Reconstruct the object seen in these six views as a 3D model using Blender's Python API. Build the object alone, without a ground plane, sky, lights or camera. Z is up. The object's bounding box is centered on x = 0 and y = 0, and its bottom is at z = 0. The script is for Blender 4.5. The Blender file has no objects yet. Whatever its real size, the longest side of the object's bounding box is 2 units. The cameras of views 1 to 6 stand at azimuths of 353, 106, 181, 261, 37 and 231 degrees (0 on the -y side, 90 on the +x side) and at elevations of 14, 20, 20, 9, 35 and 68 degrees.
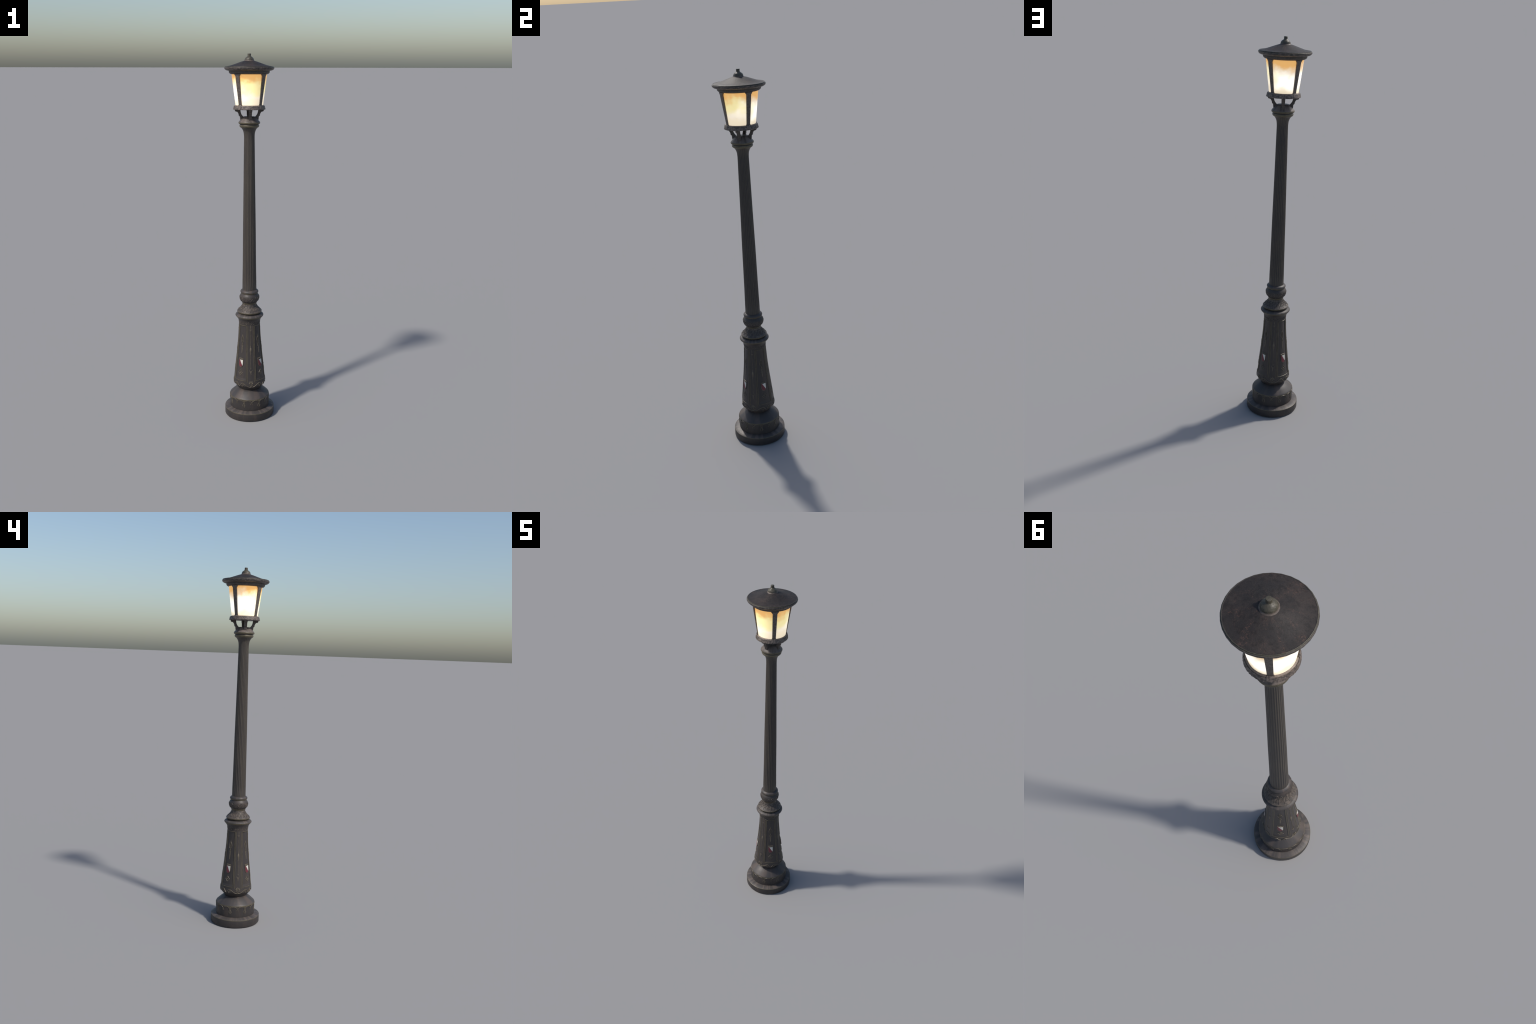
# Cast-iron street lamp: lathed plinth, ornamented pedestal, fluted column and round glazed lantern.
import bpy, math, random
from math import sin, cos, pi, radians, degrees
from mathutils import Vector, noise

random.seed(7)
scene = bpy.context.scene
COL = scene.collection

# ------------------------------------------------------------------ node materials
class NT:
    def __init__(self, name):
        self.m = bpy.data.materials.new(name); self.m.use_nodes = True
        self.t = self.m.node_tree; self.t.nodes.clear()
        self.out = self.t.nodes.new('ShaderNodeOutputMaterial')
        self.b = self.t.nodes.new('ShaderNodeBsdfPrincipled')
        self.t.links.new(self.b.outputs[0], self.out.inputs[0])
        self.tc = self.t.nodes.new('ShaderNodeTexCoord')
    def n(self, typ, ins=None, **kw):
        nd = self.t.nodes.new(typ)
        for k, v in kw.items(): setattr(nd, k, v)
        for k, v in (ins or {}).items(): self.put(nd.inputs[k], v)
        return nd
    def put(self, sock, v):
        if isinstance(v, bpy.types.NodeSocket): self.t.links.new(v, sock)
        else: sock.default_value = v
    def math(self, op, a, b=0.0, c=0.0):
        nd = self.t.nodes.new('ShaderNodeMath'); nd.operation = op
        for i, v in enumerate((a, b, c)): self.put(nd.inputs[i], v)
        return nd.outputs[0]
    def maprange(self, v, a, b, c=0.0, d=1.0):
        nd = self.n('ShaderNodeMapRange', {'Value': v, 'From Min': a, 'From Max': b, 'To Min': c, 'To Max': d})
        nd.interpolation_type = 'SMOOTHSTEP'
        return nd.outputs[0]
    def mix(self, f, a, b, blend='MIX'):
        nd = self.t.nodes.new('ShaderNodeMix'); nd.data_type = 'RGBA'; nd.blend_type = blend
        self.put(nd.inputs[0], f)
        for i, v in ((6, a), (7, b)):
            self.put(nd.inputs[i], v if isinstance(v, bpy.types.NodeSocket) else (v[0], v[1], v[2], 1))
        return nd.outputs[2]
    def noise(self, scale, detail=3.0, rough=0.55, vec=None, stretch=None, loc=(0, 0, 0)):
        v = vec or self.tc.outputs['Object']
        if stretch or any(loc):
            v = self.n('ShaderNodeMapping', {'Vector': v, 'Scale': stretch or (1, 1, 1), 'Location': loc}).outputs[0]
        return self.n('ShaderNodeTexNoise', {'Vector': v, 'Scale': scale, 'Detail': detail, 'Roughness': rough}).outputs[0]
    def xyz(self):
        return self.n('ShaderNodeSeparateXYZ', {0: self.tc.outputs['Object']}).outputs
    def theta(self):
        x, y, z = self.xyz()
        return self.math('ARCTAN2', x, self.math('MULTIPLY', y, -1.0))
    def polar_vec(self, ka, kr, kz):
        # (sin, cos of the azimuth, radius and height): seamless coordinates for streaks around the axis
        x, y, z = self.xyz()
        r = self.math('SQRT', self.math('ADD', self.math('MULTIPLY', x, x), self.math('MULTIPLY', y, y)))
        rs = self.math('MAXIMUM', r, 0.001)
        cx = self.math('MULTIPLY', self.math('DIVIDE', x, rs), ka)
        cy = self.math('MULTIPLY', self.math('DIVIDE', y, rs), ka)
        cz = self.math('ADD', self.math('MULTIPLY', r, kr), self.math('MULTIPLY', z, kz))
        return self.n('ShaderNodeCombineXYZ', {0: cx, 1: cy, 2: cz}).outputs[0]
    def bump(self, h, strength, dist):
        nd = self.n('ShaderNodeBump', {'Height': h, 'Strength': strength, 'Distance': dist})
        self.t.links.new(nd.outputs[0], self.b.inputs['Normal'])
    def done(self, col, rough, metal=0.0, spec=0.38):
        self.put(self.b.inputs['Base Color'], col if isinstance(col, bpy.types.NodeSocket) else (*col, 1))
        self.put(self.b.inputs['Roughness'], rough)
        self.put(self.b.inputs['Metallic'], metal)
        self.put(self.b.inputs['Specular IOR Level'], spec)
        return self.m

DARK  = (0.0435, 0.0378, 0.0355)
BROWN = (0.074, 0.057, 0.049)
BRASS = (0.102, 0.087, 0.056)

def make_iron(name, dark=DARK, brown=BROWN, patch=(0.45, 0.75), scale=9, stretch=(1, 1, 1), rough=(0.40, 0.58),
              grain=0.25, metal=0.0):
    m = NT(name)
    n1 = m.noise(scale, 4, 0.6, stretch=stretch)
    n2 = m.noise(260, 3, 0.6)
    c = m.mix(m.maprange(n1, *patch), dark, brown)
    c = m.mix(m.maprange(n2, 0.35, 0.75, 0.0, 0.5), c, tuple(0.62 * v for v in dark))
    r = m.maprange(n2, 0.3, 0.7, *rough)
    m.bump(m.noise(420, 3, 0.6), grain, 0.001)
    return m.done(c, r, metal)

def make_brass(name='worn_bronze_edge', col=BRASS, rough=0.42):
    m = NT(name)
    n1 = m.noise(60, 3, 0.6); n2 = m.noise(300, 2, 0.5)
    c = m.mix(m.maprange(n1, 0.42, 0.68, 0.0, 0.8), col, tuple(0.6 * v for v in col))
    m.bump(n2, 0.2, 0.0008)
    return m.done(c, rough, 0.1)

def make_radial(name, dark, brown, ka, kr, kz, patch, rough=(0.4, 0.55), grain=0.2, rust=None, ray=0.75, spec=0.38):
    # plates of slightly different tone that run out from the axis
    m = NT(name)
    n1 = m.noise(1.0, 3, 0.5, vec=m.polar_vec(ka, kr, kz))
    n2 = m.noise(14, 4, 0.6)
    n3 = m.noise(330, 3, 0.65); n6 = m.noise(70, 4, 0.65)
    c = m.mix(m.maprange(m.math('ADD', m.math('MULTIPLY', n1, ray), m.math('MULTIPLY', n2, 1.0 - ray)), *patch), dark, brown)
    c = m.mix(m.maprange(n3, 0.4, 0.75, 0, 0.45), c, tuple(0.6 * v for v in dark))
    if rust:
        c = m.mix(m.maprange(n6, 0.45, 0.68, 0.0, 0.7), c, tuple(0.55 * v for v in dark))
        n4 = m.noise(1.0, 5, 0.65, vec=m.polar_vec(3.2, 22.0, 0.0)); n5 = m.noise(240, 2, 0.6)
        c = m.mix(m.math('MULTIPLY', m.maprange(n4, 0.47, 0.72), m.maprange(n5, 0.48, 0.66, 0.05, 0.9)), c, rust)
    m.bump(n3, grain, 0.001)
    return m.done(c, m.maprange(n3, 0.3, 0.7, *rough), 0.0, spec)

IRON    = make_iron('dark_iron', stretch=(1, 1, 0.35))
PANEL   = make_iron('panel_iron', dark=(0.0415, 0.0362, 0.0352), brown=(0.062, 0.049, 0.043), stretch=(2.5, 2.5, 0.3), rough=(0.36, 0.5))
BRONZE  = make_brass()
ORNAM   = make_brass('ornament_bronze', (0.124, 0.105, 0.079), 0.42)
LEAFY   = make_iron('relief_iron', dark=(0.056, 0.048, 0.043), brown=(0.130, 0.105, 0.085), scale=75, patch=(0.40, 0.66), grain=0.5)
CAST    = make_iron('rough_cast_iron', dark=(0.066, 0.056, 0.050), brown=(0.225, 0.180, 0.152), scale=130, patch=(0.38, 0.66), rough=(0.34, 0.62), grain=0.7)
RIM     = make_iron('rim_iron', dark=(0.046, 0.040, 0.037), brown=(0.145, 0.117, 0.101), scale=70, stretch=(1, 1, 2.0), patch=(0.42, 0.68), rough=(0.28, 0.55), grain=0.8)
POSTM   = make_iron('post_iron', dark=(0.088, 0.072, 0.063), brown=(0.152, 0.124, 0.107), scale=140, patch=(0.38, 0.70), rough=(0.40, 0.60), grain=0.4)
LEGM    = make_iron('bracket_iron', dark=(0.066, 0.056, 0.050), brown=(0.105, 0.087, 0.076), scale=90, patch=(0.38, 0.70), rough=(0.45, 0.65), grain=0.4)
LEDGE   = make_iron('ledge_iron', dark=(0.190, 0.152, 0.124), brown=(0.300, 0.240, 0.198), scale=90, rough=(0.45, 0.65), grain=0.4)  # base colour lightened to carry the lamp glow and sun on the ledge
SOFFIT  = make_iron('soffit_iron', dark=(0.060, 0.051, 0.046), brown=(0.090, 0.075, 0.066), scale=90, patch=(0.38, 0.70), rough=(0.45, 0.65), grain=0.4)
PLTOP   = make_radial('plinth_top_iron', (0.058, 0.051, 0.048), (0.108, 0.087, 0.075), 6.5, 0.5, 0.2, (0.45, 0.60), rough=(0.45, 0.60))
SHOULD  = make_radial('shoulder_iron', (0.050, 0.045, 0.044), (0.084, 0.066, 0.057), 2.2, 6.0, 2.0, (0.45, 0.62), rough=(0.44, 0.54), grain=0.12)
ROOFM   = make_radial('roof_iron', (0.028, 0.0242, 0.0232), (0.042, 0.0335, 0.030), 3.0, 9.0, 0.0, (0.42, 0.6), rough=(0.52, 0.68), grain=0.4, rust=(0.098, 0.058, 0.045), ray=0.15, spec=0.27)
DRUMM   = make_iron('drum_iron', dark=(0.0375, 0.033, 0.0322), brown=(0.060, 0.046, 0.040), stretch=(3, 3, 0.4))
FINIAL  = make_iron('finial_bronze', dark=(0.066, 0.059, 0.043), brown=(0.120, 0.106, 0.079), scale=90, rough=(0.25, 0.5), grain=0.8)
FINBASE = make_iron('finial_collar_iron', dark=(0.095, 0.075, 0.062), brown=(0.150, 0.118, 0.098), scale=90, grain=0.6)

def make_shaft():
    m = NT('fluted_iron')
    th = m.theta()
    ridge = m.math('COSINE', m.math('MULTIPLY', th, 24.0))
    n1 = m.noise(5, 4, 0.6, stretch=(4, 4, 0.7)); n2 = m.noise(260, 3, 0.6)
    n3 = m.noise(16, 3, 0.6, stretch=(1, 1, 0.3))
    c = m.mix(m.maprange(n1, 0.42, 0.7), DARK, (0.058, 0.050, 0.043))
    mask = m.math('MULTIPLY', m.maprange(ridge, -0.35, -0.95), m.maprange(n3, 0.35, 0.62, 0.25, 0.85))
    c = m.mix(mask, c, (0.088, 0.074, 0.050))
    c = m.mix(m.maprange(n2, 0.4, 0.75, 0, 0.4), c, tuple(0.6 * v for v in DARK))
    m.bump(n2, 0.2, 0.001)
    return m.done(c, 0.46)
SHAFT = make_shaft()

def make_flat(name, col, var, rough=0.5):
    m = NT(name)
    c = m.mix(m.maprange(m.noise(150, 3, 0.6), 0.35, 0.7, 0, 0.5), col, var)
    return m.done(c, rough)
RED   = make_flat('red_enamel', (0.135, 0.025, 0.037), (0.10, 0.021, 0.031), 0.42)
WHITE = make_flat('white_enamel', (0.56, 0.54, 0.49), (0.47, 0.45, 0.40), 0.45)

def make_glass():
    m = NT('glowing_frosted_glass')
    x, y, z = m.xyz()
    n1 = m.noise(14, 2.5, 0.5, loc=(0.3, 0.1, 0.2)); n2 = m.noise(13, 2, 0.5, loc=(3.1, 1.7, 0.4)); n3 = m.noise(520, 2, 0.6)
    n4 = m.noise(60, 3, 0.6)
    zz = m.math('ADD', z, m.math('MULTIPLY', m.math('SUBTRACT', n1, 0.5), 0.10))
    zz = m.math('ADD', zz, m.math('MULTIPLY', m.math('SUBTRACT', n4, 0.5), 0.026))
    amber = m.maprange(zz, 1.838, 1.886)
    low = m.maprange(zz, 1.792, 1.762)
    # yellow blotches lie mostly on the panes towards +x and -y, the brightest glow on those towards -x and +y
    side = m.math('MULTIPLY', m.math('SUBTRACT', m.math('MULTIPLY', x, 1.0), m.math('MULTIPLY', y, 0.8)), 5.5)
    side = m.math('ADD', side, m.math('MULTIPLY', m.math('SUBTRACT', n2, 0.5), 1.1))
    yel = m.maprange(side, -0.35, 0.30)
    band = m.math('MULTIPLY', m.maprange(zz, 1.772, 1.826), yel)
    pale = (0.90, 0.79, 0.62); yellow = (0.88, 0.75, 0.36); cream = (0.86, 0.72, 0.50); orange = (0.77, 0.415, 0.13)
    c = m.mix(band, pale, yellow)
    c = m.mix(m.math('MULTIPLY', low, 0.7), c, cream)
    c = m.mix(amber, c, orange)
    c = m.mix(m.maprange(n3, 0.40, 0.8, 0, 0.20), c, orange)
    hot = m.maprange(m.math('ABSOLUTE', m.math('SUBTRACT', zz, 1.800)), 0.055, 0.005)
    hot = m.math('MULTIPLY', hot, m.maprange(side, 0.42, -0.30, 0.03, 1.0))
    e = m.math('ADD', 0.70, m.math('MULTIPLY', hot, 0.42))
    m.put(m.b.inputs['Emission Color'], m.mix(m.math('MULTIPLY', hot, 0.8), c, (0.96, 0.92, 0.84)))
    m.put(m.b.inputs['Emission Strength'], e)
    return m.done(c, 0.35, 0.0, 0.4)
GLASS = make_glass()

# ------------------------------------------------------------------ geometry helpers
def new_obj(name, verts, faces, mats, midx=None, parent=None, smooth=True, angle=38):
    me = bpy.data.meshes.new(name)
    me.from_pydata([tuple(v) for v in verts], [], faces)
    for mt in (mats if isinstance(mats, (list, tuple)) else [mats]): me.materials.append(mt)
    if midx: me.polygons.foreach_set('material_index', midx)
    me.update()
    if smooth:
        me.polygons.foreach_set('use_smooth', [True] * len(me.polygons))
        me.set_sharp_from_angle(angle=radians(angle))
    ob = bpy.data.objects.new(name, me); COL.objects.link(ob)
    if parent: ob.parent = parent
    return ob

def repeat(ob, angles):
    """copies of ob (and its children) turned about the lamp's axis"""
    for a in angles:
        cp = ob.copy(); cp.rotation_euler = (0, 0, radians(a)); COL.objects.link(cp)
        for ch in ob.children:
            cc = ch.copy(); cc.parent = cp; COL.objects.link(cc)

def polar(az, r, z):
    a = radians(az); return Vector((r * sin(a), -r * cos(a), z))

def interp(pts, z):
    # pts: (r, z) sorted by rising z
    if z <= pts[0][1]: return pts[0][0]
    for (r0, z0), (r1, z1) in zip(pts, pts[1:]):
        if z <= z1:
            return r0 + (r1 - r0) * (z - z0) / max(z1 - z0, 1e-9)
    return pts[-1][0]

def lathe(name, prof, segs, mats, seg_mat=None, parent=None, disp=None, angle=38, cap=True):
    """prof: (r, z) from bottom to top. seg_mat[i]: material of the strip i..i+1. disp(az, r, z) -> dr"""
    V, F, M = [], [], []
    n = len(prof)
    for (r, z) in prof:
        for k in range(segs):
            az = 360.0 * k / segs
            V.append(polar(az, r + (disp(az, r, z) if disp else 0), z))
    for i in range(n - 1):
        for k in range(segs):
            k2 = (k + 1) % segs
            F.append((i * segs + k, i * segs + k2, (i + 1) * segs + k2, (i + 1) * segs + k))
            M.append(seg_mat[i] if seg_mat else 0)
    if cap:
        if prof[0][0] > 1e-4: F.append(tuple(range(segs))[::-1]); M.append(seg_mat[0] if seg_mat else 0)
        if prof[-1][0] > 1e-4: F.append(tuple((n - 1) * segs + k for k in range(segs))); M.append(seg_mat[-1] if seg_mat else 0)
    return new_obj(name, V, F, mats, M, parent, angle=angle)

def smooth_profile(ctrl, per=4):
    """Catmull-Rom through control points"""
    out = []
    P = [ctrl[0]] + list(ctrl) + [ctrl[-1]]
    for i in range(1, len(P) - 2):
        p0, p1, p2, p3 = P[i - 1], P[i], P[i + 1], P[i + 2]
        for s in range(per):
            t = s / per
            out.append(tuple(0.5 * ((2 * p1[j]) + (p2[j] - p0[j]) * t + (2 * p0[j] - 5 * p1[j] + 4 * p2[j] - p3[j]) * t * t
                                    + (3 * p1[j] - p0[j] - 3 * p2[j] + p3[j]) * t ** 3) for j in range(len(p1))))
    out.append(ctrl[-1])
    return out

class Relief:
    """collects raised ornament on a surface of revolution with radius R(z)"""
    def __init__(self, R): self.R = R; self.V = []; self.F = []
    def point(self, az, z, off=0.0): return polar(az, self.R(z) + off, z)
    def frame(self, az, z):
        e = 0.0006
        p = self.point(az, z); ta = (self.point(az + 0.4, z) - self.point(az - 0.4, z)).normalized()
        tz = (self.point(az, z + e) - self.point(az, z - e)).normalized()
        nn = ta.cross(tz).normalized()
        return p, ta, tz, nn
    def tube(self, path, w, h=None, sides=6, lift=0.2, fine=3):
        """path: (az, z) points; w: half width or function of t; h: half height"""
        pts = smooth_profile(path, fine) if fine > 1 else path
        n = len(pts); base = len(self.V)
        fr = [self.frame(*p) for p in pts]
        for i, (p, ta, tz, nn) in enumerate(fr):
            d = (fr[min(i + 1, n - 1)][0] - fr[max(i - 1, 0)][0]).normalized()
            side = nn.cross(d).normalized()
            t = i / (n - 1)
            ww = w(t) if callable(w) else w
            hh = (h if h else ww) if not callable(h) else h(t)
            for k in range(sides):
                a = 2 * pi * k / sides
                self.V.append(p + nn * (lift * hh + hh * sin(a)) + side * (ww * cos(a)))
        for i in range(n - 1):
            for k in range(sides):
                k2 = (k + 1) % sides
                self.F.append((base + i * sides + k, base + (i + 1) * sides + k, base + (i + 1) * sides + k2, base + i * sides + k2))
        self.F.append(tuple(base + k for k in range(sides)))
        self.F.append(tuple(base + (n - 1) * sides + k for k in range(sides))[::-1])
    def blob(self, az, z, a, b, c, rot=0.0, taper=0.0, lift=0.15, nu=10, nv=6):
        """ellipsoid: half width a, half length b, half height c, turned by rot degrees; taper > 0 narrows the upper end"""
        p, ta, tz, nn = self.frame(az, z)
        cr, sr = cos(radians(rot)), sin(radians(rot))
        X = ta * cr + tz * sr; Y = tz * cr - ta * sr
        base = len(self.V)
        for j in range(nv + 1):
            ph = pi * j / nv
            y = -cos(ph)
            s = sin(ph) * (1 - taper * (y + 1) / 2)
            for k in range(nu):
                t = 2 * pi * k / nu
                self.V.append(p + X * (a * s * cos(t)) + Y * (b * y) + nn * (c * s * sin(t) + c * lift))
        for j in range(nv):
            for k in range(nu):
                k2 = (k + 1) % nu
                self.F.append((base + j * nu + k, base + j * nu + k2, base + (j + 1) * nu + k2, base + (j + 1) * nu + k))
    def plate(self, outline, az0, off, depth=0.004, rings=3, dome=0.0):
        """convex outline of (u metres, z) -> plate that hugs the surface around azimuth az0"""
        cu = sum(p[0] for p in outline) / len(outline); cz = sum(p[1] for p in outline) / len(outline)
        n = len(outline); base = len(self.V)
        def put(u, z, o): self.V.append(self.point(az0 + degrees(u / self.R(z)), z, o))
        for u, z in outline: put(u, z, off - depth)
        for j in range(rings):
            s = 1 - j / rings
            for u, z in outline: put(cu + (u - cu) * s, cz + (z - cz) * s, off + dome * (1 - s * s))
        put(cu, cz, off + dome)
        last = len(self.V) - 1
        for j in range(rings):
            for k in range(n):
                k2 = (k + 1) % n
                self.F.append((base + j * n + k, base + j * n + k2, base + (j + 1) * n + k2, base + (j + 1) * n + k))
        for k in range(n):
            self.F.append((base + rings * n + k, base + rings * n + (k + 1) % n, last))
    def make(self, name, mat, parent, kind=None, angle=50):
        ob = new_obj(name, self.V, self.F, mat, None, parent, angle=angle)
        if kind: ob['kind'] = kind
        return ob

def sstep(a, b, x):
    t = min(1, max(0, (x - a) / (b - a))); return t * t * (3 - 2 * t)

# ------------------------------------------------------------------ the lamp
lamp = bpy.data.objects.new('street_lamp', None); COL.objects.link(lamp)
lamp['label'] = 'tall dark cast-iron street lamp with glowing round lantern'
lamp['category'] = 'street lamp'

# --- plinth and drum
plinth = lathe('base_plinth', [(0.134, 0.0), (0.1385, 0.0012), (0.140, 0.004), (0.140, 0.0405), (0.1396, 0.0425), (0.1385, 0.0434),
                               (0.125, 0.0474), (0.110, 0.0512)], 64, [DRUMM, BRONZE, PLTOP], [0, 0, 0, 1, 1, 2, 2], lamp)

DRUM_R = 0.111
drum_prof = [(0.1085, 0.0495), (0.1108, 0.052), (DRUM_R, 0.056), (DRUM_R, 0.085), (DRUM_R, 0.1135), (0.1113, 0.1160), (0.1108, 0.1182),
             (0.1095, 0.1202), (0.1030, 0.1262), (0.0965, 0.1322), (0.0900, 0.1382), (0.0826, 0.1440), (0.0750, 0.1498), (0.0640, 0.1580)]
drum = lathe('base_drum', drum_prof, 64, [DRUMM, BRONZE, SHOULD], [0, 0, 0, 0, 1, 1, 2, 2, 2, 2, 2, 2, 2], lamp)

RD = Relief(lambda z: DRUM_R if z < 0.114 else interp(drum_prof, z))
# one bay of the arcade: two arches between a large pendant (22.5 deg) and the small tassels (0 and 45 deg)
for s in (-1, 1):
    path = []
    for i in range(17):
        t = i / 16                                    # 0 at the pendant, 1 at the tassel
        foot = 0.0960 + 0.0065 * t
        path.append((22.5 + s * (1.6 + 19.2 * (1 - cos(pi * t)) / 2), foot + (0.1138 - foot) * sin(pi * t) ** 0.85))
    RD.tube(path, 0.0015, 0.0017, fine=1)
RD.make('drum_arch', ORNAM, drum)
repeat(drum.children[0], [45 * k for k in range(1, 8)])

RP = Relief(lambda z: DRUM_R)
RP.tube([(19.6, 0.114), (22.5, 0.1), (25.4, 0.114)], 0.0013, 0.0014, fine=3)
RP.blob(22.5, 0.109, 0.0026, 0.0040, 0.0012)
RP.blob(22.5, 0.0950, 0.0052, 0.0019, 0.0020)
RP.blob(22.5, 0.0900, 0.0016, 0.0050, 0.0018)
for s in (-1, 1):
    RP.blob(22.5 + s * 2.5, 0.0905, 0.0019, 0.0036, 0.0018, rot=s * 22)
    RP.blob(22.5 + s * 3.0, 0.0845, 0.0030, 0.0028, 0.0020)
    RP.blob(22.5 + s * 2.2, 0.0775, 0.0023, 0.0060, 0.0019, rot=-s * 4)
    RP.blob(22.5 + s * 4.2, 0.0805, 0.0013, 0.0034, 0.0014, rot=s * 10)
pend = RP.make('drum_pendant', ORNAM, drum)
repeat(pend, [45 * k for k in range(1, 8)])

RT = Relief(lambda z: DRUM_R)
RT.blob(0, 0.1035, 0.0024, 0.0022, 0.0016)
for s in (-1, 1):
    RT.tube([(s * 2.6, 0.1065), (s * 1.2, 0.1010), (s * 1.6, 0.0960), (s * 2.6, 0.0935)], 0.0009, 0.0011)
    RT.blob(s * 2.0, 0.0925, 0.0018, 0.0032, 0.0015, rot=s * 10)
tas = RT.make('drum_tassel', ORNAM, drum)
repeat(tas, [45 * k for k in range(1, 8)])

# --- pedestal
ped_ctrl = [(0.0590, 0.1540), (0.0610, 0.1560), (0.0640, 0.1592), (0.0682, 0.1640), (0.0752, 0.1722), (0.0826, 0.1810), (0.0872, 0.1880), (0.0886, 0.1950),
            (0.0882, 0.2020), (0.0866, 0.2180), (0.0838, 0.2470), (0.0796, 0.2870), (0.0746, 0.3330), (0.0691, 0.3830),
            (0.0648, 0.4300), (0.0616, 0.4720), (0.0597, 0.5080), (0.0585, 0.5300), (0.0579, 0.5420), (0.0580, 0.5460)]
ped_fine = smooth_profile(ped_ctrl, 6)
def RPED(z): return interp(ped_fine, z)
PZ0, PZ1 = 0.2225, 0.5385
def half_panel(z): return 26.0 - 2.0 * (z - PZ0) / (PZ1 - PZ0)
def recess(az, z):
    d = abs((az % 90) - 45); hp = half_panel(z)
    side = sstep(0, 2.2, hp - d)
    low = sstep(0, 0.016, z - PZ0); top = sstep(0, 0.005, PZ1 - z)
    return -0.0022 * min(side, low, top)
zs = sorted(set([z for _, z in ped_fine] + [PZ0 + 0.016 * i / 6 for i in range(7)] + [PZ1 - 0.005 * i / 4 for i in range(5)]))
ped_prof = [(RPED(z), z) for z in zs]
pedestal = lathe('pedestal', ped_prof, 360, PANEL, None, lamp, disp=lambda az, r, z: recess(az, z), angle=60)

# frame mouldings: loop around each panel and an inner fillet on each pilaster
RF = Relief(RPED)
def loop(c, half, z0, z1, inset, w):
    pts = []
    for i in range(9): pts.append((c - half(z0) + 2 * half(z0) * i / 8, z0))
    for i in range(1, 21): z = z0 + (z1 - z0) * i / 20; pts.append((c + half(z), z))
    for i in range(1, 9): pts.append((c + half(z1) - 2 * half(z1) * i / 8, z1))
    for i in range(1, 21): z = z1 + (z0 - z1) * i / 20; pts.append((c - half(z), z))
    RF.tube(pts, w, 0.0013, fine=1, lift=0.1)
loop(45, lambda z: half_panel(z) + 0.4, PZ0 - 0.0006, PZ1 + 0.0012, 0, 0.0015)
for s in (-1, 1):
    RF.tube([(s * (12.9 + 1.2 * i / 12), 0.2135 + (0.5395 - 0.2135) * i / 12) for i in range(13)], 0.0014, 0.0010, fine=1, lift=0.1)
fr = RF.make('panel_moulding', BRONZE, pedestal)
repeat(fr, [90, 180, 270])

# spear on each pilaster
RS = Relief(RPED)
RS.tube([(0, 0.5445 - 0.246 * i / 20) for i in range(21)], 0.0010, 0.0012, fine=1)
RS.blob(0, 0.5330, 0.0019, 0.0085, 0.0016)
RS.blob(0, 0.5150, 0.0018, 0.0080, 0.0018)
for s in (-1, 1): RS.blob(s * 3.0, 0.5165, 0.0011, 0.0044, 0.0013, rot=-s * 38)
RS.blob(0, 0.4000, 0.0052, 0.0185, 0.0024)
RS.blob(0, 0.4230, 0.0026, 0.0040, 0.0022); RS.blob(0, 0.3790, 0.0022, 0.0040, 0.0020)
RS.blob(0, 0.2950, 0.0022, 0.0055, 0.0020)
RS.blob(0, 0.2690, 0.0032, 0.0140, 0.0022, rot=180, taper=0.5)
for s in (-1, 1):
    RS.tube([(s * 0.8, 0.2745), (s * 3.6, 0.2770), (s * 5.4, 0.2825), (s * 5.6, 0.2885)], lambda t: 0.0015 - 0.0007 * t, 0.0013)
spear = RS.make('pilaster_spear', ORNAM, pedestal)
repeat(spear, [90, 180, 270])

# hanging arabesque in each panel
def RREC(z): return RPED(z) - 0.0022
RA = Relief(RREC)
RA.blob(45, 0.4835, 0.0028, 0.0070, 0.0018, taper=0.7)
for s in (-1, 1):
    RA.blob(45 + s * 3.2, 0.4775, 0.0015, 0.0034, 0.0014, rot=-s * 30)
    RA.tube([(45 + s * 1.0, 0.4770), (45 + s * 6.0, 0.4705), (45 + s * 8.8, 0.4610), (45 + s * 7.6, 0.4510), (45 + s * 3.4, 0.4430), (45 + s * 1.2, 0.4370), (45 + s * 3.2, 0.4300), (45 + s * 4.6, 0.4240)],
            lambda t: 0.0013 - 0.0003 * t, 0.0014)
    RA.tube([(45 + s * 0.8, 0.4690), (45 + s * 3.4, 0.4640), (45 + s * 3.8, 0.4570), (45 + s * 1.0, 0.4530)], 0.0008, 0.0011)
    RA.blob(45 + s * 3.6, 0.4205, 0.0016, 0.0036, 0.0014, rot=s * 15)
    RA.blob(45 + s * 2.6, 0.4075, 0.0014, 0.0040, 0.0013, rot=s * 12)
RA.tube([(45, 0.4760), (45, 0.4600), (45, 0.4400), (45, 0.4200), (45, 0.4000), (45, 0.3830)], lambda t: 0.0008 + 0.0012 * t, 0.0013)
RA.blob(45, 0.4360, 0.0030, 0.0040, 0.0018); RA.blob(45, 0.4150, 0.0026, 0.0055, 0.0018)
RA.blob(45, 0.3960, 0.0030, 0.0110, 0.0017); RA.blob(45, 0.3815, 0.0017, 0.0024, 0.0017)
ara = RA.make('panel_arabesque', ORNAM, pedestal)
repeat(ara, [90, 180, 270])

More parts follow.
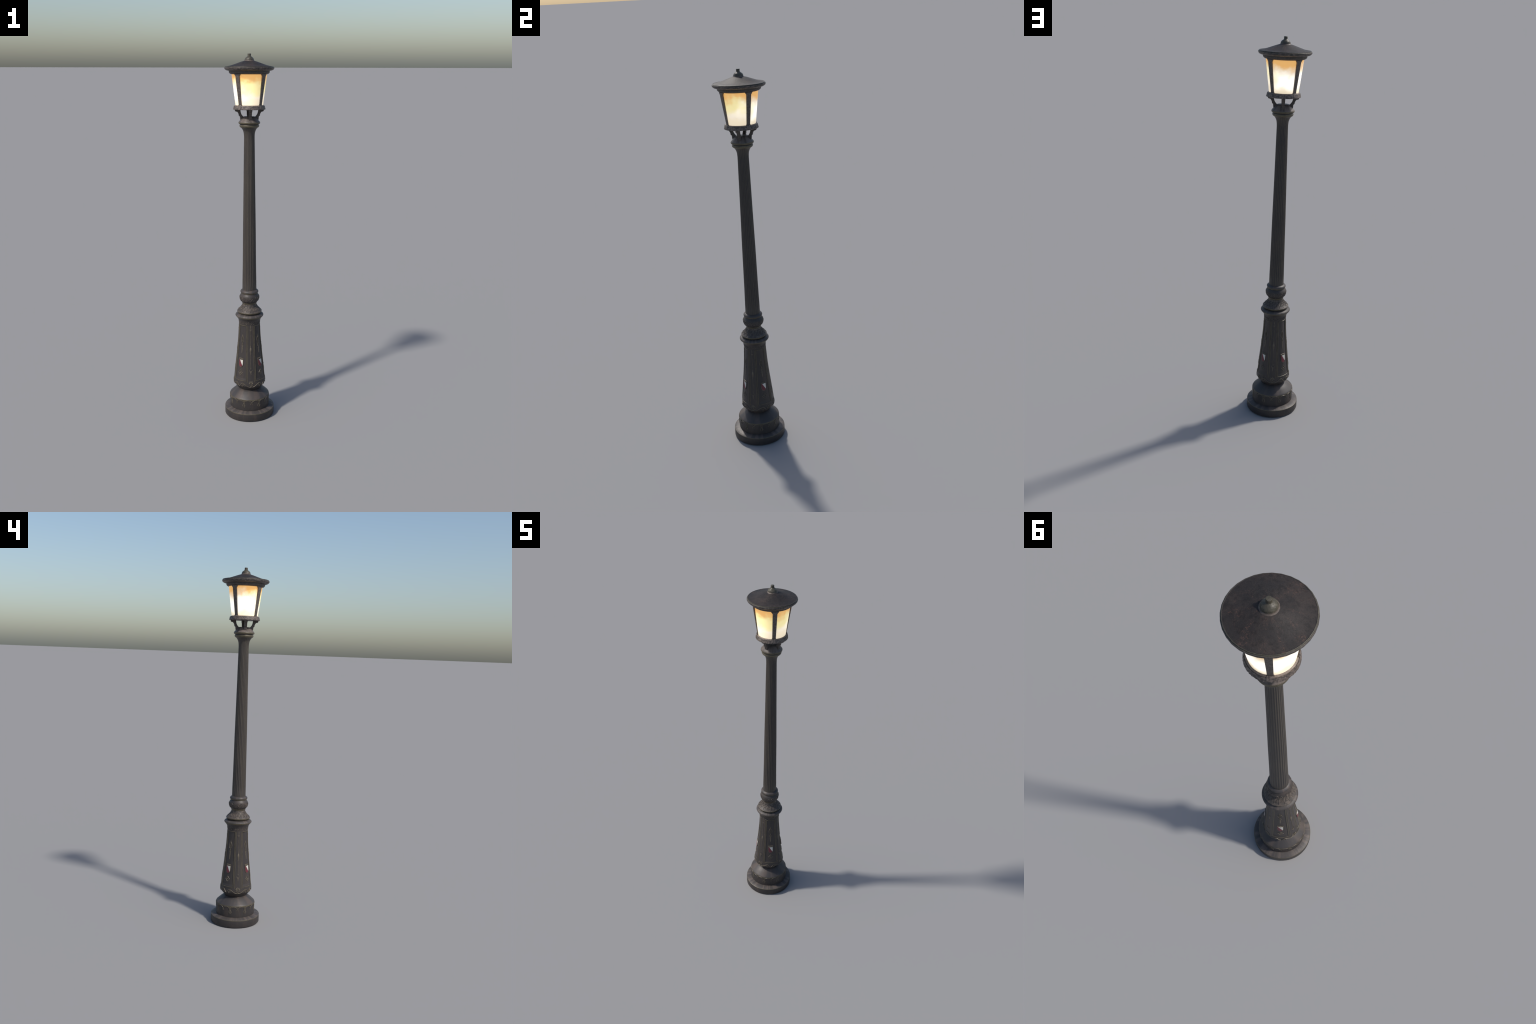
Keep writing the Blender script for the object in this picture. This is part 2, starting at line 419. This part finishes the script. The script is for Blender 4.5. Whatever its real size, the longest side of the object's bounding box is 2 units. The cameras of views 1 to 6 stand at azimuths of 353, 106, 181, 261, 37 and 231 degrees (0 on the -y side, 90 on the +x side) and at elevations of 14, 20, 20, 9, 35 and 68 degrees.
# diamond rosette below each shield
RR = Relief(RREC)
zc, hw, hz = 0.2665, 0.0130, 0.0150
def deg(u, z): return 45 + degrees(u / RREC(z))
corner = [(0, zc + hz), (hw, zc), (0, zc - hz), (-hw, zc)]
for i in range(4):
    a, b = corner[i], corner[(i + 1) % 4]
    RR.tube([(deg(a[0] + (b[0] - a[0]) * t / 4, zc), a[1] + (b[1] - a[1]) * t / 4) for t in range(5)], 0.0016, 0.0017, fine=1)
    RR.blob(deg(a[0] * 0.98, zc), zc + (a[1] - zc) * 0.98, 0.0024, 0.0024, 0.0022)
    m2 = ((a[0] + b[0]) / 2, (a[1] + b[1]) / 2)
    RR.blob(deg(m2[0] * 0.58, zc), zc + (m2[1] - zc) * 0.58, 0.0022, 0.0022, 0.0019)
RR.blob(45, zc, 0.0034, 0.0034, 0.0022)
ros = RR.make('diamond_rosette', ORNAM, pedestal)
repeat(ros, [90, 180, 270])

# shields
SH_W, SZ0, SZ1 = 0.0142, 0.2985, 0.3435
def shield_outline(k):
    zc, h = (SZ0 + SZ1) / 2, (SZ1 - SZ0) / 2
    base = [(-1, 1), (0, 0.97), (1, 1), (1.0, 0.4), (0.98, -0.25), (0.86, -0.60), (0.55, -0.86), (0.0, -1.0), (-0.55, -0.86), (-0.86, -0.60), (-0.98, -0.25), (-1.0, 0.4)]
    return [(SH_W * k[0] * u, zc + h * k[1] * v) for u, v in base][::-1]
RH = Relief(RREC); RH.plate(shield_outline((1.0, 1.0)), 45, 0.0026)
RH.tube([(45 - 11.5, 0.3470), (45 - 6, 0.3462), (45, 0.3475), (45 + 6, 0.3462), (45 + 11.5, 0.3470)], 0.0028, 0.0030)
for u in (-9.5, -4.8, 0, 4.8, 9.5): RH.blob(45 + u, 0.3494, 0.0021, 0.0020, 0.0020)
shield = RH.make('shield', ORNAM, lamp)
def clip_half(poly, sign):
    # cut by the diagonal from the upper left corner to the lower right
    a = (-SH_W * 0.56, SZ1 - 0.0020); b = (SH_W * 0.86, SZ0 + 0.0070)
    def side(p): return sign * ((b[0] - a[0]) * (p[1] - a[1]) - (b[1] - a[1]) * (p[0] - a[0]))
    out = []
    for i, p in enumerate(poly):
        q = poly[(i + 1) % len(poly)]
        sp, sq = side(p), side(q)
        if sp >= 0: out.append(p)
        if sp * sq < 0:
            t = sp / (sp - sq); out.append((p[0] + t * (q[0] - p[0]), p[1] + t * (q[1] - p[1])))
    return out
for nm, sg, mt in (('white_field', 1, WHITE), ('red_field', -1, RED)):
    r_ = Relief(RREC); r_.plate(clip_half(shield_outline((0.86, 0.88)), sg), 45, 0.0036, depth=0.003)
    r_.make(nm, mt, shield)
repeat(shield, [90, 180, 270])

# scroll garland with a five-petal flower below each pilaster
RG = Relief(RPED)
for s in (-1, 1):
    RG.tube([(0, 0.1895), (s * 5, 0.1875), (s * 10, 0.1890), (s * 17, 0.1955), (s * 25, 0.2035), (s * 30, 0.2070), (s * 34, 0.2065), (s * 37.5, 0.2020), (s * 40, 0.1960), (s * 43, 0.1905), (s * 45.5, 0.1890)],
            0.0019, 0.0024)
    RG.tube([(s * 30.5, 0.2045), (s * 28.5, 0.1995), (s * 29.5, 0.1935), (s * 33, 0.1915), (s * 34.5, 0.1955), (s * 32.5, 0.1985)], lambda t: 0.0021 - 0.0009 * t, 0.0022)
    RG.blob(s * 33.5, 0.1870, 0.0018, 0.0040, 0.0020, rot=s * 25)
    RG.tube([(s * 0.8, 0.1920), (s * 4.0, 0.1985), (s * 7.0, 0.1990), (s * 6.5, 0.2040)], 0.0013, 0.0020)
    RG.blob(s * 5.6, 0.2085, 0.0028, 0.0056, 0.0026, rot=-s * 48)
    RG.blob(s * 4.0, 0.2150, 0.0027, 0.0056, 0.0024, rot=-s * 24)
    RG.blob(s * 2.2, 0.1950, 0.0014, 0.0040, 0.0018, rot=-s * 35)
RG.blob(0, 0.2155, 0.0034, 0.0088, 0.0027, taper=0.4)
RG.blob(0, 0.2030, 0.0020, 0.0060, 0.0020)
RG.blob(0, 0.1855, 0.0022, 0.0036, 0.0022)
gar = RG.make('scroll_garland', ORNAM, pedestal)
repeat(gar, [90, 180, 270])

# --- baluster above the pedestal: cavetto, collar, bell, bulb and ring
collar_prof = [(0.0576, 0.5400), (0.0581, 0.5440), (0.0584, 0.5500), (0.0590, 0.5555), (0.0606, 0.5635), (0.0646, 0.5720), (0.0699, 0.5790), (0.0740, 0.5836),
               (0.0769, 0.5870), (0.0781, 0.5905), (0.0780, 0.5927), (0.0762, 0.5955), (0.0725, 0.5986), (0.0660, 0.6016), (0.0560, 0.6045)]
collar = lathe('pedestal_collar', collar_prof, 64, [IRON, BRONZE, PLTOP], [0, 0, 0, 0, 0, 0, 0, 1, 1, 2, 2, 2, 2, 2], lamp)
RC = Relief(lambda z: interp(collar_prof, z))
for k in range(28):
    a = 360 / 28 * k
    RC.tube([(a, 0.5470), (a + 4.5, 0.5485), (a + 6.4, 0.5530), (a + 4.0, 0.5570), (a + 1.6, 0.5545), (a + 3.0, 0.5515)], 0.0009, 0.0012, sides=5, fine=2)
    RC.blob(a + 10, 0.5530, 0.0014, 0.0042, 0.0011, rot=-30 if k % 2 else 30, nu=8, nv=5)
    RC.blob(a + 3.5, 0.5625, 0.0015, 0.0034, 0.0010, nu=8, nv=5)
RC.make('vine_frieze', LEAFY, collar, kind='stuff')

bell_prof = [(0.0560, 0.6010), (0.0610, 0.6050), (0.0648, 0.6080), (0.0676, 0.6108), (0.0687, 0.6136), (0.0685, 0.6162), (0.0652, 0.6195), (0.0598, 0.6244),
             (0.0538, 0.6299), (0.0484, 0.6354), (0.0443, 0.6409), (0.0414, 0.6464), (0.0397, 0.6524), (0.0391, 0.6570)]
bell = lathe('leafy_bell', bell_prof, 64, [IRON, BRONZE, LEAFY], [0, 0, 1, 1, 1] + [2] * 8, lamp)
leafs = Relief(lambda z: interp(bell_prof, z))
leafs.blob(0, 0.6343, 0.0050, 0.0120, 0.0011, taper=0.45)
leafs.tube([(0, 0.6213), (0, 0.6318), (0, 0.6448)], 0.0009, 0.0014)
for s in (-1, 1):
    leafs.tube([(s * 1.0, 0.6438), (s * 5.0, 0.6483), (s * 9.0, 0.6448)], 0.0010, 0.0011)
    for i, zz in enumerate((0.6398, 0.6348, 0.6288)):
        leafs.blob(s * (4.5 + 0.9 * i), zz, 0.0011, 0.0044, 0.0010, rot=s * 28)
    leafs.tube([(s * 9.6, 0.6398), (s * 10.0, 0.6328), (s * 8.6, 0.6268)], 0.0009, 0.0010)
leaf = leafs.make('acanthus_leaf', LEAFY, bell)
repeat(leaf, [22.5 * k for k in range(1, 16)])

bulb_prof = [(0.0388, 0.6500), (0.0391, 0.6560), (0.0398, 0.6590), (0.0408, 0.6612), (0.0412, 0.6635), (0.0414, 0.6655), (0.0445, 0.6695), (0.0488, 0.6750), (0.0520, 0.6820), (0.0537, 0.6885),
             (0.0543, 0.6950), (0.0538, 0.7010), (0.0522, 0.7060), (0.0492, 0.7110), (0.0462, 0.7150), (0.0452, 0.7175)]
bulb = lathe('bulb_knop', bulb_prof, 64, [IRON, BRONZE], [0, 0, 1, 1, 1] + [0] * 10, lamp)
kn = Relief(lambda z: interp(bulb_prof, z))
for s in (-1, 1):
    kn.tube([(0, 0.6790), (s * 5.5, 0.6850), (s * 13.0, 0.6930), (s * 14.5, 0.6985), (s * 9.5, 0.7015), (s * 4.2, 0.6985), (s * 1.0, 0.6940)], lambda t: 0.0014 - 0.0003 * t, 0.0013)
    kn.blob(s * 8.0, 0.6940, 0.0020, 0.0040, 0.0010, rot=s * 20)
    kn.blob(s * 9.5, 0.6770, 0.0018, 0.0052, 0.0011, rot=-s * 35)
kn.blob(0, 0.6735, 0.0026, 0.0055, 0.0012)
kn.blob(22.5, 0.6840, 0.0024, 0.0085, 0.0012, taper=0.4)
for s in (-1, 1):
    kn.blob(22.5 + s * 4.5, 0.6800, 0.0016, 0.0058, 0.0011, rot=-s * 30)
heart = kn.make('heart_scroll', LEAFY, bulb)
repeat(heart, [45 * k for k in range(1, 8)])

ring = lathe('column_ring', [(0.0440, 0.7160), (0.0462, 0.7186), (0.0482, 0.7212), (0.0496, 0.7246), (0.0499, 0.7278), (0.0492, 0.7308), (0.0470, 0.7336), (0.0435, 0.7362), (0.0385, 0.7390), (0.030, 0.7400)],
             64, [BRONZE, SHOULD], [0, 0, 0, 1, 1, 1, 1, 1, 1], lamp)

# --- fluted shaft with flared top
shaft_ctrl = [(0.0394, 0.7360), (0.0390, 0.7450), (0.0381, 0.7950), (0.0367, 0.8800), (0.0356, 0.9900), (0.0345, 1.1000), (0.0327, 1.2200), (0.0311, 1.3300),
              (0.0299, 1.4300), (0.0288, 1.5200), (0.0282, 1.5600), (0.0282, 1.5780), (0.0291, 1.5920), (0.0309, 1.6020), (0.0336, 1.6100), (0.0372, 1.6170), (0.0415, 1.6225), (0.0462, 1.6262)]
shaft_prof = smooth_profile(shaft_ctrl, 4)
def flute(az, r, z):
    f = sstep(0.748, 0.790, z) * (1 - sstep(1.575, 1.612, z))
    c = cos(radians(24 * az))              # +1 in the groove, -1 on the ridge
    g = sstep(-0.85, 0.9, c)
    return -0.0019 * (r / 0.035) * g * f
shaft = lathe('fluted_shaft', shaft_prof, 288, SHAFT, None, lamp, disp=flute, angle=70)

# --- capital
cap_prof = [(0.0440, 1.6248), (0.0478, 1.6268), (0.0504, 1.6294), (0.0521, 1.6335), (0.0520, 1.6370), (0.0508, 1.6398), (0.0490, 1.6417), (0.0494, 1.6428), (0.0532, 1.6440), (0.0560, 1.6462),
            (0.0573, 1.6500), (0.0567, 1.6535), (0.0540, 1.6575), (0.0478, 1.6640), (0.0425, 1.6708), (0.0370, 1.6770), (0.0320, 1.6812), (0.0290, 1.6824), (0.0, 1.6826)]
CAPM = make_radial('capital_iron', (0.082, 0.068, 0.059), (0.165, 0.134, 0.114), 3.0, 4.0, 2.0, (0.44, 0.6))
capital = lathe('capital', cap_prof, 64, [BRONZE, IRON, CAPM], [0, 0, 0, 0, 0, 1, 1, 1, 0, 0, 0, 2, 2, 2, 2, 2, 2, 2], lamp, cap=False)

# --- four curved bracket legs
outer = smooth_profile([(0.0460, 1.6600), (0.0476, 1.6660), (0.0488, 1.6740), (0.0500, 1.6826), (0.0548, 1.6866), (0.0556, 1.6920), (0.0586, 1.7000), (0.0640, 1.7070)], 3)
outer += [(0.0712, 1.7080), (0.0740, 1.7098), (0.0758, 1.7140), (0.0764, 1.7195)]
inner = smooth_profile([(0.0290, 1.6790), (0.0330, 1.6832), (0.0390, 1.6900), (0.0435, 1.6980), (0.0460, 1.7070), (0.0478, 1.7195)], 3)
side = outer + inner[::-1]
V, F = [], []
n = len(side); hw = 0.0086
for s in (-1, 1):
    for (r, z) in side:
        V.append(Vector((s * (hw - 0.0009), -r, z)))
F = [(i, (i + 1) % n, n + (i + 1) % n, n + i) for i in range(n)]
F += [tuple(range(n))[::-1], tuple(range(n, 2 * n))]
leg = new_obj('bracket_leg', V, F, LEGM, None, lamp, angle=35)
bm_mod = leg.modifiers.new('bevel', 'BEVEL'); bm_mod.width = 0.0011; bm_mod.segments = 2; bm_mod.limit_method = 'ANGLE'; bm_mod.angle_limit = radians(50)
repeat(leg, [90, 180, 270])

# --- gallery ring under the glass
def ring_noise(az, r, z):
    if r < 0.0797 and z > 1.73: return 0.0
    p = polar(az, r, z)
    nz = noise.noise(p * 190) * 0.0006 + noise.noise(p * 420 + Vector((5, 1, 2))) * 0.0006
    d = abs(((az - 45) % 90 + 45) % 90 - 45)
    teeth = 0.0005 * sin(radians(az * 42) + z * 700 * (1 if int(az / 12) % 2 else -1)) * (1 if d > 9 else 0)
    return nz + teeth - 0.0004
rp = [(0.0, 1.7188), (0.070, 1.7186), (0.0795, 1.7186), (0.0836, 1.7188), (0.0848, 1.7200), (0.0846, 1.7218), (0.0838, 1.7250), (0.0830, 1.7280), (0.0822, 1.7310), (0.0814, 1.7340), (0.0807, 1.7366),
      (0.0800, 1.7380), (0.0794, 1.7378), (0.0791, 1.7345), (0.0783, 1.7345), (0.0780, 1.7380), (0.0765, 1.7394), (0.0740, 1.7408), (0.0712, 1.7420)]
gallery = lathe('gallery_ring', rp, 300, [CAST, LEDGE], [0] * 14 + [1] * 4, lamp, disp=ring_noise, angle=75, cap=False)
# feet of the posts: small blocks that stand proud on the ring
RBk = Relief(lambda z: interp([(0.0836, 1.7190), (0.0836, 1.7260), (0.0805, 1.7385), (0.0775, 1.7440)], z))
RBk.plate([(-0.0112, 1.7250), (0.0112, 1.7250), (0.0110, 1.7400), (0.0098, 1.7425), (-0.0098, 1.7425), (-0.0110, 1.7400)], 45, 0.0007, depth=0.008)
blk = RBk.make('post_foot', CAST, gallery, angle=35)
repeat(blk, [90, 180, 270])

# --- glass
GT, GB = (0.0922, 1.8990), (0.0718, 1.7390)
def RGL(z): return GB[0] + (GT[0] - GB[0]) * (z - GB[1]) / (GT[1] - GB[1])
glass = lathe('lantern_glass', [(RGL(GB[1]) - 0.003, GB[1])] + [(RGL(z), z) for z in [GB[1] + (GT[1] - GB[1]) * i / 12 for i in range(13)]] + [(RGL(GT[1]) - 0.003, GT[1])], 64, GLASS, None, lamp, angle=50)

# --- four posts with widened corners
def half_ang(z):
    h = 7.0
    h += 4.4 * max(0, (z - 1.8875) / 0.0105)
    h += 2.6 * max(0, (1.7475 - z) / 0.0075)
    return h
zz = [1.7385, 1.7410, 1.7440, 1.7475, 1.755] + [1.765 + 0.012 * i for i in range(10)] + [1.8800, 1.8875, 1.8930, 1.8985]
V, F = [], []
NA = 9
for lay in (0, 1):
    for z in zz:
        for k in range(NA):
            a = 45 + half_ang(z) * (2 * k / (NA - 1) - 1)
            V.append(polar(a, 0.0757 + 0.0245 * (z - 1.741) / 0.1555 if lay == 0 else RGL(z) - 0.0035, z))
nz = len(zz); L = nz * NA
for i in range(nz - 1):
    for k in range(NA - 1):
        a = i * NA + k
        F.append((a, a + 1, a + NA + 1, a + NA)); F.append((L + a, L + a + NA, L + a + NA + 1, L + a + 1))
for i in range(nz - 1):
    a = i * NA; F.append((a, a + NA, L + a + NA, L + a))
    a = i * NA + NA - 1; F.append((a, L + a, L + a + NA, a + NA))
for k in range(NA - 1):
    F.append((k, L + k, L + k + 1, k + 1)); a = (nz - 1) * NA + k; F.append((a, a + 1, L + a + 1, L + a))
post = new_obj('lantern_post', V, F, POSTM, None, lamp, angle=40)
repeat(post, [90, 180, 270])

# --- roof
def rim_noise(az, r, z):
    if r > 0.1175 and z < 1.9335:
        p = polar(az, r, z)
        return noise.noise(p * 150) * 0.0005 + noise.noise(p * 330) * 0.0005
    return 0.0
roof_prof = [(0.086, 1.8985), (0.0880, 1.8972), (0.0935, 1.8970), (0.0985, 1.8990), (0.1030, 1.9020), (0.1056, 1.9060), (0.1063, 1.9100), (0.1060, 1.9138), (0.1120, 1.9150), (0.1188, 1.9166),
             (0.1235, 1.9190), (0.1272, 1.9222), (0.1290, 1.9256), (0.1295, 1.9288), (0.1290, 1.9314), (0.1278, 1.9326), (0.1254, 1.9332), (0.1264, 1.9344), (0.1260, 1.9356), (0.1246, 1.9361), (0.1232, 1.9355),
             (0.1100, 1.9376), (0.0900, 1.9427), (0.0665, 1.9509), (0.0445, 1.9587), (0.0340, 1.9620), (0.0255, 1.9640), (0.020, 1.9645)]
roof = lathe('lantern_roof', roof_prof, 32, [SOFFIT, RIM, FINIAL, ROOFM], [0] * 9 + [1] * 5 + [0] + [2] * 4 + [3] * 8, lamp, angle=30)
fin_prof = [(0.0290, 1.9622), (0.0262, 1.9650), (0.0243, 1.9672), (0.0241, 1.9690), (0.0232, 1.9728), (0.0213, 1.9768), (0.0172, 1.9812), (0.0122, 1.9848), (0.0096, 1.9868), (0.0089, 1.9880), (0.0087, 1.9930),
            (0.0086, 1.9982), (0.0074, 2.0), (0.0, 2.0)]
def fin_noise(az, r, z):
    if r < 0.004 or z > 1.9990: return 0
    return noise.noise(polar(az, r, z) * 230) * 0.0009
finial = lathe('roof_finial', fin_prof[:2] + smooth_profile(fin_prof[2:-1], 2) + [fin_prof[-1]], 40, [FINBASE, FINIAL], [0] * 4 + [1] * 19, roof, disp=fin_noise, angle=40, cap=False)
